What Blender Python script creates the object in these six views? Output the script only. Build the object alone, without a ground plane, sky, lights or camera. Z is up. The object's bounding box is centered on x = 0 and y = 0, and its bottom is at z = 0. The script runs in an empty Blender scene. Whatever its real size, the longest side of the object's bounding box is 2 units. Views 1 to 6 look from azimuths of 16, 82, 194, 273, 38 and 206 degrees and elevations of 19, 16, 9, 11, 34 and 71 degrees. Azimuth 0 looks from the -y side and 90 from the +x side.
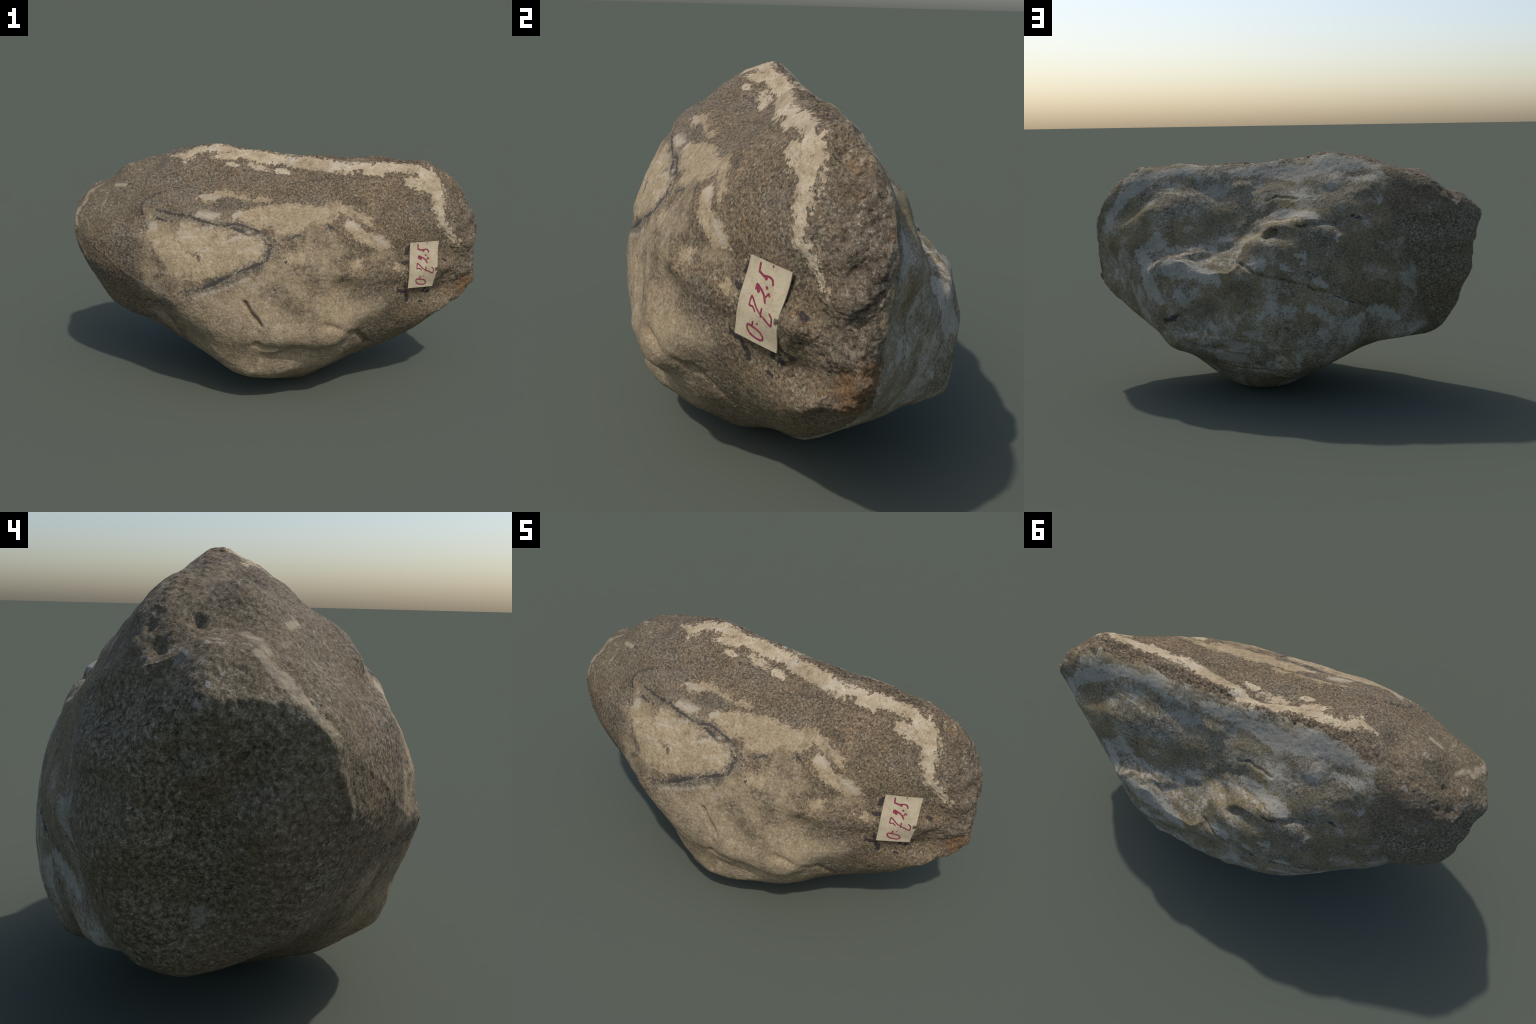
"""A weathered lump of fossil-bearing rock with a pasted paper number label."""
import bpy, math
import numpy as np
from mathutils import Vector, noise
from mathutils.bvhtree import BVHTree

# ----------------------------------------------------------------------------
# 1. BODY: landmark points by feature; the skin between them is a thin-plate
#    spline of the radius over a stretched sphere.
# ----------------------------------------------------------------------------
CREST = [
    (-0.801, -0.031, 1.011), (-0.793, 0.025, 1.031), (-0.750, -0.157, 1.018), (-0.737, -0.110, 1.051), (-0.727, 0.090, 1.044),
    (-0.706, -0.089, 1.087), (-0.706, 0.124, 1.017), (-0.673, -0.099, 1.094), (-0.672, -0.076, 1.094), (-0.632, -0.020, 1.094),
    (-0.627, 0.138, 1.018), (-0.593, 0.077, 1.094), (-0.576, -0.072, 1.080), (-0.574, -0.093, 1.078), (-0.572, 0.023, 1.109),
    (-0.568, -0.134, 1.073), (-0.534, 0.055, 1.115), (-0.520, -0.223, 1.026), (-0.506, -0.042, 1.130), (-0.495, 0.154, 1.041),
    (-0.491, -0.172, 1.075), (-0.453, -0.116, 1.121), (-0.409, 0.107, 1.073), (-0.405, -0.124, 1.113), (-0.359, 0.155, 1.034),
    (-0.358, -0.166, 1.092), (-0.340, -0.208, 1.050), (-0.328, 0.014, 1.173), (-0.317, -0.052, 1.154), (-0.298, 0.167, 1.035),
    (-0.297, 0.185, 1.000), (-0.275, 0.146, 1.058), (-0.268, -0.103, 1.134), (-0.252, 0.107, 1.085), (-0.203, -0.262, 1.002),
    (-0.175, -0.211, 1.031), (-0.175, -0.009, 1.169), (-0.174, -0.165, 1.046), (-0.168, 0.163, 1.014), (-0.123, -0.122, 1.093),
    (-0.116, -0.147, 1.055), (-0.099, 0.045, 1.136), (-0.091, 0.087, 1.087), (-0.091, -0.079, 1.092), (-0.085, -0.179, 1.035),
    (-0.033, 0.025, 1.149), (-0.027, -0.210, 1.008), (0.000, -0.020, 1.099), (0.000, 0.014, 1.144), (0.027, 0.154, 1.008),
    (0.029, -0.044, 1.070), (0.031, 0.070, 1.104), (0.056, -0.110, 1.050), (0.059, -0.069, 1.080), (0.062, -0.001, 1.106),
    (0.081, 0.132, 1.018), (0.097, 0.044, 1.126), (0.108, -0.168, 1.019), (0.125, 0.019, 1.110), (0.150, -0.048, 1.086),
    (0.161, -0.010, 1.123), (0.165, 0.161, 1.009), (0.170, 0.152, 1.026), (0.227, 0.124, 1.029), (0.229, 0.030, 1.126),
    (0.239, -0.057, 1.077), (0.282, -0.122, 1.036), (0.331, 0.114, 1.054), (0.390, -0.060, 1.090), (0.397, 0.134, 1.009),
    (0.415, 0.023, 1.122), (0.462, -0.104, 1.046), (0.535, 0.145, 1.005), (0.535, -0.060, 1.076), (0.547, 0.035, 1.127),
    (0.636, 0.069, 1.097), (0.641, -0.020, 1.102), (0.651, 0.025, 1.110), (0.704, 0.102, 1.056), (0.733, 0.051, 1.106),
    (0.757, 0.118, 1.021), (0.768, -0.008, 1.100), (0.807, 0.063, 1.066), (0.817, 0.026, 1.044), (0.825, 0.094, 1.041),
]
FRONT_FACE = [
    (-0.952, -0.087, 0.921), (-0.915, -0.283, 0.800), (-0.908, -0.054, 0.970), (-0.903, -0.183, 0.914), (-0.896, -0.140, 0.955),
    (-0.882, -0.232, 0.567), (-0.852, -0.264, 0.888), (-0.850, -0.319, 0.669), (-0.815, -0.086, 0.995), (-0.768, -0.342, 0.798),
    (-0.683, -0.346, 0.526), (-0.671, -0.270, 0.933), (-0.641, -0.397, 0.777), (-0.594, -0.421, 0.611), (-0.593, -0.349, 0.869),
    (-0.592, -0.310, 0.937), (-0.577, -0.404, 0.822), (-0.557, -0.339, 0.909), (-0.550, -0.442, 0.678), (-0.547, -0.339, 0.934),
    (-0.503, -0.377, 0.865), (-0.473, -0.426, 0.503), (-0.468, -0.418, 0.813), (-0.451, -0.340, 0.929), (-0.436, -0.455, 0.689),
    (-0.430, -0.390, 0.874), (-0.420, -0.450, 0.760), (-0.409, -0.342, 0.929), (-0.408, -0.467, 0.510), (-0.388, -0.318, 0.976),
    (-0.354, -0.510, 0.543), (-0.340, -0.492, 0.655), (-0.334, -0.501, 0.581), (-0.328, -0.477, 0.708), (-0.277, -0.338, 0.932),
    (-0.273, -0.459, 0.388), (-0.262, -0.392, 0.833), (-0.237, -0.440, 0.314), (-0.215, -0.454, 0.735), (-0.173, -0.291, 0.932),
    (-0.171, -0.510, 0.409), (-0.168, -0.480, 0.634), (-0.131, -0.466, 0.255), (-0.122, -0.409, 0.805), (-0.083, -0.300, 0.930),
    (-0.016, -0.275, 0.937), (0.000, -0.468, 0.600), (0.000, -0.333, 0.874), (0.000, -0.451, 0.175), (0.039, -0.483, 0.459),
    (0.062, -0.472, 0.317), (0.064, -0.438, 0.256), (0.077, -0.190, 0.986), (0.085, -0.241, 0.965), (0.127, -0.493, 0.373),
    (0.152, -0.406, 0.196), (0.163, -0.460, 0.483), (0.190, -0.406, 0.301), (0.204, -0.466, 0.343), (0.213, -0.326, 0.838),
    (0.301, -0.437, 0.552), (0.305, -0.414, 0.662), (0.320, -0.456, 0.347), (0.325, -0.333, 0.219), (0.368, -0.301, 0.866),
    (0.387, -0.436, 0.356), (0.393, -0.210, 0.950), (0.402, -0.371, 0.600), (0.414, -0.371, 0.630), (0.430, -0.380, 0.671),
    (0.460, -0.367, 0.494), (0.463, -0.367, 0.649), (0.467, -0.183, 0.983), (0.472, -0.306, 0.367), (0.482, -0.321, 0.728),
    (0.485, -0.257, 0.876), (0.489, -0.333, 0.689), (0.490, -0.259, 0.321), (0.495, -0.335, 0.600), (0.501, -0.293, 0.805),
    (0.604, -0.265, 0.479), (0.629, -0.199, 0.877), (0.635, -0.243, 0.583), (0.640, -0.259, 0.627), (0.665, -0.209, 0.711),
    (0.683, -0.134, 0.931), (0.691, -0.185, 0.506), (0.691, -0.176, 0.788), (0.699, -0.203, 0.565), (0.769, -0.126, 0.528),
    (0.773, -0.093, 0.368), (0.774, -0.130, 0.723), (0.810, -0.048, 0.502), (0.812, -0.062, 0.475), (0.816, -0.093, 0.767),
    (0.838, -0.083, 0.837), (0.843, -0.064, 0.730), (0.848, -0.107, 0.620), (0.849, -0.042, 0.967), (0.852, -0.035, 0.473),
    (0.858, -0.063, 0.590), (0.858, -0.050, 0.758), (0.865, -0.049, 0.670), (0.869, -0.051, 0.421), (0.893, -0.036, 0.831),
    (0.917, -0.020, 0.600), (0.926, -0.020, 0.784), (0.927, 0.011, 0.525), (0.932, -0.003, 0.863), (0.938, -0.004, 0.571),
    (0.957, 0.028, 0.549),
]
RIGHT_BREAK = [
    (0.547, 0.368, 0.312), (0.900, -0.020, 0.441), (0.980, 0.047, 0.517), (0.800, -0.088, 0.522), (0.986, 0.047, 0.536),
    (0.985, 0.046, 0.555), (0.980, 0.080, 0.555), (0.882, -0.079, 0.640), (0.987, 0.081, 0.646), (0.854, -0.063, 0.662),
    (0.980, 0.098, 0.680), (0.962, 0.045, 0.682), (0.983, 0.014, 0.718), (0.980, 0.099, 0.721), (0.994, 0.068, 0.781),
    (0.963, 0.032, 0.812), (0.985, 0.088, 0.840), (0.967, 0.015, 0.842), (0.943, 0.082, 0.902), (0.882, 0.013, 0.959),
    (0.868, 0.014, 0.997),
]
BACK_WALL = [
    (-0.946, -0.002, 0.914), (-0.944, 0.050, 0.867), (-0.915, 0.161, 0.589), (-0.914, 0.141, 0.709), (-0.899, 0.162, 0.783),
    (-0.881, 0.171, 0.730), (-0.878, 0.088, 0.900), (-0.878, 0.160, 0.800), (-0.870, 0.142, 0.805), (-0.864, 0.187, 0.546),
    (-0.861, 0.042, 0.964), (-0.852, 0.141, 0.822), (-0.845, -0.031, 0.987), (-0.837, 0.107, 0.953), (-0.832, 0.179, 0.486),
    (-0.791, 0.224, 0.702), (-0.789, 0.170, 0.905), (-0.771, 0.183, 0.892), (-0.765, 0.183, 0.841), (-0.732, 0.237, 0.541),
    (-0.718, 0.241, 0.777), (-0.701, 0.216, 0.376), (-0.691, 0.141, 0.972), (-0.686, 0.254, 0.678), (-0.673, 0.208, 0.861),
    (-0.670, 0.187, 0.915), (-0.645, 0.240, 0.313), (-0.644, 0.306, 0.600), (-0.636, 0.263, 0.442), (-0.622, 0.172, 0.972),
    (-0.619, 0.267, 0.384), (-0.570, 0.343, 0.600), (-0.565, 0.279, 0.787), (-0.545, 0.282, 0.848), (-0.530, 0.239, 0.902),
    (-0.521, 0.181, 0.992), (-0.452, 0.216, 0.968), (-0.424, 0.401, 0.460), (-0.416, 0.409, 0.548), (-0.415, 0.203, 0.999),
    (-0.408, 0.358, 0.739), (-0.406, 0.402, 0.371), (-0.392, 0.293, 0.853), (-0.379, 0.278, 0.904), (-0.368, 0.389, 0.273),
    (-0.360, 0.372, 0.779), (-0.359, 0.255, 0.947), (-0.332, 0.367, 0.810), (-0.290, 0.388, 0.747), (-0.272, 0.322, 0.869),
    (-0.261, 0.470, 0.525), (-0.241, 0.269, 0.920), (-0.225, 0.474, 0.316), (-0.198, 0.482, 0.581), (-0.196, 0.331, 0.890),
    (-0.189, 0.432, 0.739), (-0.169, 0.499, 0.483), (-0.163, 0.372, 0.846), (-0.121, 0.225, 0.958), (-0.081, 0.301, 0.864),
    (-0.069, 0.355, 0.855), (-0.053, 0.369, 0.805), (-0.039, 0.422, 0.773), (-0.024, 0.511, 0.369), (-0.018, 0.358, 0.837),
    (0.000, 0.484, 0.600), (0.000, 0.280, 0.862), (0.000, 0.363, 0.821), (0.016, 0.198, 0.965), (0.019, 0.398, 0.782),
    (0.021, 0.484, 0.506), (0.024, 0.505, 0.323), (0.033, 0.332, 0.803), (0.045, 0.305, 0.804), (0.070, 0.523, 0.412),
    (0.072, 0.293, 0.797), (0.073, 0.272, 0.840), (0.083, 0.481, 0.526), (0.106, 0.151, 0.998), (0.126, 0.484, 0.619),
    (0.138, 0.424, 0.667), (0.153, 0.230, 0.867), (0.158, 0.357, 0.716), (0.196, 0.493, 0.523), (0.202, 0.317, 0.733),
    (0.205, 0.310, 0.759), (0.206, 0.152, 0.976), (0.221, 0.474, 0.467), (0.224, 0.384, 0.694), (0.225, 0.286, 0.778),
    (0.275, 0.364, 0.691), (0.286, 0.238, 0.878), (0.300, 0.488, 0.561), (0.307, 0.148, 0.974), (0.317, 0.491, 0.354),
    (0.336, 0.372, 0.711), (0.344, 0.317, 0.753), (0.349, 0.294, 0.798), (0.355, 0.381, 0.697), (0.367, 0.381, 0.681),
    (0.396, 0.254, 0.861), (0.408, 0.489, 0.478), (0.417, 0.422, 0.671), (0.420, 0.183, 0.974), (0.436, 0.445, 0.619),
    (0.453, 0.420, 0.672), (0.454, 0.396, 0.687), (0.460, 0.350, 0.700), (0.485, 0.427, 0.637), (0.489, 0.291, 0.811),
    (0.502, 0.329, 0.703), (0.519, 0.432, 0.543), (0.520, 0.437, 0.472), (0.531, 0.239, 0.902), (0.548, 0.407, 0.630),
    (0.575, 0.269, 0.817), (0.592, 0.379, 0.611), (0.625, 0.234, 0.905), (0.647, 0.324, 0.459), (0.651, 0.296, 0.710),
    (0.653, 0.260, 0.812), (0.657, 0.332, 0.589), (0.664, 0.168, 0.945), (0.711, 0.299, 0.621), (0.733, 0.172, 0.902),
    (0.743, 0.277, 0.728), (0.761, 0.253, 0.767), (0.774, 0.253, 0.705), (0.786, 0.171, 0.879), (0.827, 0.218, 0.804),
    (0.838, 0.181, 0.611), (0.869, 0.188, 0.719), (0.872, 0.132, 0.960), (0.895, 0.142, 0.911), (0.899, 0.162, 0.783),
    (0.901, 0.097, 0.987), (0.903, 0.140, 0.643), (0.947, 0.111, 0.534),
]
LEFT_BREAK = [
    (-0.835, 0.059, 0.349), (-0.815, -0.111, 0.382), (-0.902, 0.075, 0.463), (-0.852, -0.020, 0.484), (-0.918, 0.107, 0.536),
    (-0.908, -0.020, 0.600), (-0.961, 0.061, 0.633), (-0.963, 0.096, 0.634), (-0.961, -0.153, 0.645), (-0.927, -0.223, 0.646),
    (-0.916, -0.066, 0.649), (-0.935, 0.012, 0.676), (-0.962, -0.153, 0.690), (-0.943, -0.068, 0.706), (-0.938, -0.244, 0.728),
    (-0.937, -0.119, 0.743), (-0.974, -0.037, 0.745), (-0.980, -0.054, 0.759), (-0.964, 0.083, 0.768), (-0.958, -0.003, 0.783),
    (-0.971, -0.037, 0.786), (-0.938, -0.249, 0.798), (-0.975, 0.049, 0.808), (-0.986, -0.020, 0.839), (-0.985, -0.110, 0.848),
    (-0.943, -0.214, 0.864), (-0.992, -0.057, 0.896),
]
UNDERSIDE = [
    (-0.800, 0.031, 0.307), (-0.789, 0.106, 0.319), (-0.780, -0.212, 0.394), (-0.745, 0.019, 0.278), (-0.725, -0.057, 0.287),
    (-0.723, 0.154, 0.320), (-0.719, -0.194, 0.345), (-0.681, 0.211, 0.311), (-0.618, 0.252, 0.303), (-0.598, 0.042, 0.255),
    (-0.583, -0.185, 0.297), (-0.579, 0.128, 0.269), (-0.551, 0.249, 0.286), (-0.551, 0.188, 0.276), (-0.524, -0.273, 0.328),
    (-0.512, -0.029, 0.224), (-0.410, -0.296, 0.269), (-0.388, 0.149, 0.200), (-0.307, 0.267, 0.170), (-0.279, -0.309, 0.203),
    (-0.271, 0.397, 0.180), (-0.248, -0.097, 0.106), (-0.188, 0.268, 0.102), (-0.171, -0.390, 0.188), (-0.170, 0.158, 0.076),
    (-0.166, -0.193, 0.088), (-0.106, -0.287, 0.089), (-0.077, 0.276, 0.047), (-0.023, -0.351, 0.108), (0.000, -0.020, 0.010),
    (0.025, 0.339, 0.066), (0.122, -0.460, 0.301), (0.145, -0.160, 0.023), (0.156, 0.249, 0.024), (0.179, -0.349, 0.146),
    (0.237, -0.218, 0.092), (0.288, 0.163, 0.057), (0.301, -0.051, 0.076), (0.317, -0.387, 0.288), (0.318, 0.034, 0.045),
    (0.329, 0.394, 0.201), (0.333, -0.294, 0.181), (0.385, 0.261, 0.161), (0.399, -0.104, 0.142), (0.420, 0.127, 0.121),
    (0.427, -0.227, 0.220), (0.436, 0.445, 0.256), (0.515, 0.243, 0.216), (0.532, 0.111, 0.185), (0.564, -0.010, 0.185),
    (0.570, -0.136, 0.263), (0.594, 0.267, 0.292), (0.751, -0.020, 0.311), (0.779, 0.139, 0.359), (0.828, 0.072, 0.378),
    (0.836, -0.005, 0.403), (0.851, -0.020, 0.413), (0.910, 0.012, 0.432),
]
LANDMARKS = dict(crest=CREST, front_face=FRONT_FACE, right_break=RIGHT_BREAK, back_wall=BACK_WALL,
                 left_break=LEFT_BREAK, underside=UNDERSIDE)
CENTRE = np.array([0.0, -0.02, 0.6])
STRETCH = np.array([1.0, 0.5, 0.55])
SUBDIV = 9


def thin_plate(d):
    d = np.maximum(d, 1e-9)
    return d * d * np.log(d)


def fit_radius():
    p = np.array([q for part in LANDMARKS.values() for q in part])
    q = (p - CENTRE) / STRETCH
    r = np.linalg.norm(q, axis=1)
    c = q / r[:, None]
    m = len(c)
    poly = np.concatenate([np.ones((m, 1)), c], 1)
    k = thin_plate(np.linalg.norm(c[:, None] - c[None], axis=2))
    a = np.block([[k, poly], [poly.T, np.zeros((4, 4))]])
    return c, np.linalg.solve(a, np.concatenate([r, np.zeros(4)]))


def radius(dirs, c, w):
    m = len(c)
    r = w[m] + dirs @ w[m + 1:]
    for k in range(m):
        dot = np.clip(dirs @ c[k], -1, 1)
        d2 = np.maximum(2 - 2 * dot, 1e-12)
        r += w[k] * 0.5 * d2 * np.log(d2)
    return r


# ----------------------------------------------------------------------------
# 2. FEATURE LINES (metres): seams, cracks, ledges, veins, ink
# ----------------------------------------------------------------------------
# each line is a list of (x, y, z, half width)
RIM = [[(0.765, 0.005, 1.092, .016), (0.530, 0.010, 1.112, .022), (0.320, 0.014, 1.122, .016), (0.100, 0.020, 1.132, .014),
        (-0.080, 0.014, 1.154, .012), (-0.280, 0.012, 1.164, .014), (-0.460, -0.020, 1.135, .016)]]
BACK_SEAM = [[(-0.058, 0.349, 0.828, .004), (-0.096, 0.336, 0.848, .007), (-0.171, 0.366, 0.845, .006),
              (-0.230, 0.358, 0.855, .005), (-0.329, 0.319, 0.861, .006), (-0.364, 0.316, 0.857, .012),
              (-0.420, 0.280, 0.890, .016), (-0.450, 0.272, 0.880, .008)],
             [(0.06, 0.30, 0.86, .004), (0.01, 0.30, 0.872, .007), (-0.03, 0.295, 0.886, .005)],
             [(0.044, 0.467, 0.645, .003), (-0.135, 0.479, 0.607, .003), (-0.312, 0.451, 0.551, .004),
              (-0.485, 0.371, 0.480, .005)],
             [(0.417, 0.484, 0.405, .012), (0.47, 0.45, 0.39, .014), (0.36, 0.50, 0.44, .006)]]
VEIN = [
    [(-0.459, -0.083, 1.132, 0.0058), (-0.386, -0.089, 1.138, 0.0180), (-0.339, -0.044, 1.157, 0.0216), (-0.242,
     -0.037, 1.161, 0.0270), (-0.153, -0.036, 1.149, 0.0266), (-0.059, -0.021, 1.126, 0.0333), (0.027, -0.007,
     1.109, 0.0317), (0.123, -0.010, 1.107, 0.0313), (0.128, -0.026, 1.101, 0.0257), (0.215, -0.031, 1.101,
     0.0307), (0.306, -0.045, 1.093, 0.0329), (0.408, -0.057, 1.092, 0.0298), (0.493, -0.046, 1.091, 0.0231),
     (0.555, -0.048, 1.085, 0.0255), (0.632, -0.043, 1.090, 0.0228), (0.719, -0.043, 1.084, 0.0263), (0.763,
     -0.047, 1.060, 0.0387), (0.804, -0.053, 1.006, 0.0351), (0.823, -0.064, 0.961, 0.0301), (0.831, -0.076,
     0.896, 0.0265), (0.842, -0.078, 0.842, 0.0204), (0.874, -0.049, 0.797, 0.0219), (0.895, -0.034, 0.768,
     0.0142), (0.918, -0.023, 0.740, 0.0065)],
    [(-0.386, -0.121, 1.115, 0.0086), (-0.345, -0.103, 1.132, 0.0157)],
    [(-0.241, -0.093, 1.136, 0.0099), (-0.208, -0.079, 1.137, 0.0155), (-0.151, -0.060, 1.132, 0.0126)],
    [(-0.165, -0.113, 1.110, 0.0070), (-0.124, -0.103, 1.103, 0.0111)],
    [(-0.069, -0.063, 1.093, 0.0097), (0.032, -0.069, 1.075, 0.0178), (0.124, -0.087, 1.060, 0.0108)],
    [(0.491, -0.064, 1.076, 0.0193), (0.553, -0.067, 1.071, 0.0140)],
    [(0.684, -0.085, 1.041, 0.0188), (0.748, -0.079, 1.011, 0.0250)],
]
TAN = [
    [(-0.459, -0.404, 0.845, 0.0323), (-0.383, -0.436, 0.790, 0.0533), (-0.323, -0.474, 0.716, 0.0601), (-0.245,
     -0.477, 0.691, 0.0490)],
    [(-0.307, -0.400, 0.833, 0.0421), (-0.159, -0.419, 0.795, 0.0721), (-0.002, -0.403, 0.785, 0.0572), (0.054,
     -0.369, 0.823, 0.0200)],
    [(-0.183, -0.461, 0.708, 0.0486), (-0.039, -0.435, 0.729, 0.0306)],
    [(-0.274, -0.283, 0.986, 0.0049), (-0.215, -0.276, 0.978, 0.0180), (-0.142, -0.255, 0.994, 0.0082), (-0.033,
     -0.247, 0.979, 0.0054), (0.056, -0.238, 0.971, 0.0107)],
    [(-0.066, -0.314, 0.908, 0.0136), (0.012, -0.302, 0.907, 0.0403), (0.127, -0.284, 0.911, 0.0562), (0.240,
     -0.268, 0.916, 0.0554), (0.255, -0.275, 0.907, 0.0456), (0.329, -0.255, 0.919, 0.0426), (0.383, -0.222,
     0.939, 0.0219), (0.437, -0.226, 0.928, 0.0192), (0.506, -0.238, 0.891, 0.0190), (0.532, -0.241, 0.872,
     0.0089)],
    [(0.138, -0.319, 0.863, 0.0297), (0.212, -0.306, 0.870, 0.0262)],
    [(-0.228, -0.337, 0.914, 0.0208), (-0.177, -0.322, 0.910, 0.0179)],
    [(0.065, -0.270, 0.936, 0.0160), (-0.083, -0.315, 0.909, 0.0136)],
    [(0.448, -0.275, 0.870, 0.0293), (0.504, -0.285, 0.822, 0.0229), (0.579, -0.256, 0.785, 0.0281), (0.614,
     -0.234, 0.777, 0.0153)],
    [(0.475, -0.335, 0.704, 0.0168), (0.495, -0.319, 0.712, 0.0103)],
    [(0.654, -0.231, 0.671, 0.0142), (0.670, -0.226, 0.651, 0.0065)],
    [(0.186, -0.400, 0.742, 0.0198), (0.237, -0.389, 0.750, 0.0196)],
]
TAN_DIM = [
    [(-0.021, -0.472, 0.600, 0.0412), (0.119, -0.434, 0.675, 0.0468), (0.189, -0.436, 0.642, 0.0399), (0.248,
     -0.435, 0.610, 0.0332)],
    [(-0.229, -0.503, 0.584, 0.0212), (-0.101, -0.501, 0.529, 0.0490), (0.096, -0.464, 0.531, 0.0547)],
    [(0.332, -0.404, 0.681, 0.0261), (0.351, -0.388, 0.713, 0.0130)],
    [(0.349, -0.402, 0.628, 0.0328), (0.396, -0.389, 0.675, 0.0156)],
    [(0.554, -0.283, 0.734, 0.0257), (0.627, -0.232, 0.739, 0.0141)],
    [(0.047, -0.469, 0.307, 0.0499), (0.283, -0.366, 0.240, 0.0355)],
    [(0.446, -0.373, 0.507, 0.0399), (0.573, -0.287, 0.475, 0.0334)],
]
SMUDGE = [
    [(-0.437, -0.349, 0.917, 0.0186), (-0.283, -0.359, 0.896, 0.0237), (-0.163, -0.350, 0.880, 0.0234), (-0.035,
     -0.352, 0.858, 0.0203), (0.067, -0.369, 0.820, 0.0173), (0.113, -0.384, 0.791, 0.0239), (0.074, -0.422,
     0.722, 0.0201), (-0.028, -0.450, 0.677, 0.0273), (-0.165, -0.487, 0.612, 0.0321), (-0.284, -0.509, 0.564,
     0.0286)],
    [(-0.508, -0.323, 0.963, 0.0217), (-0.378, -0.314, 0.978, 0.0353), (-0.290, -0.263, 1.010, 0.0350)],
    [(-0.306, -0.332, 0.947, 0.0419), (-0.199, -0.307, 0.927, 0.0346)],
    [(-0.106, -0.265, 0.972, 0.0273), (-0.159, -0.290, 0.933, 0.0275), (-0.039, -0.261, 0.963, 0.0135)],
]
BLACK = [
    [(-0.460, -0.340, 0.930, 0.0029), (-0.407, -0.349, 0.920, 0.0043), (-0.350, -0.353, 0.917, 0.0035), (-0.288,
     -0.354, 0.908, 0.0035), (-0.240, -0.356, 0.890, 0.0028), (-0.195, -0.355, 0.879, 0.0021), (-0.132, -0.354,
     0.870, 0.0027), (-0.072, -0.340, 0.878, 0.0034), (-0.014, -0.345, 0.863, 0.0034), (0.056, -0.350, 0.845,
     0.0033), (0.110, -0.363, 0.818, 0.0040), (0.135, -0.377, 0.796, 0.0040), (0.138, -0.393, 0.766, 0.0013)],
    [(0.097, -0.385, 0.792, 0.0047), (0.087, -0.416, 0.732, 0.0053), (0.008, -0.438, 0.702, 0.0034), (-0.091,
     -0.463, 0.661, 0.0034), (-0.160, -0.481, 0.628, 0.0070), (-0.207, -0.494, 0.607, 0.0035), (-0.245, -0.500,
     0.597, 0.0035), (-0.298, -0.502, 0.590, 0.0014)],
    [(-0.093, -0.357, 0.862, 0.0034), (-0.052, -0.358, 0.855, 0.0081), (-0.026, -0.362, 0.846, 0.0034)],
    [(-0.396, -0.251, 1.021, 0.0028), (-0.479, -0.289, 0.990, 0.0022), (-0.538, -0.313, 0.964, 0.0029), (-0.538,
     -0.339, 0.935, 0.0044), (-0.534, -0.346, 0.907, 0.0044)],
    [(-0.451, -0.367, 0.896, 0.0072), (-0.405, -0.374, 0.891, 0.0050)],
    [(0.067, -0.369, 0.820, 0.0040), (0.104, -0.383, 0.794, 0.0066)],
    [(-0.520, -0.396, 0.486, 0.0031), (-0.435, -0.448, 0.507, 0.0030)],
    [(0.179, -0.349, 0.820, 0.0026), (0.213, -0.329, 0.835, 0.0026), (0.226, -0.329, 0.833, 0.0020)],
    [(0.164, -0.399, 0.748, 0.0020), (0.176, -0.408, 0.726, 0.0026)],
    [(0.350, -0.298, 0.873, 0.0026), (0.381, -0.302, 0.860, 0.0026)],
]
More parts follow.
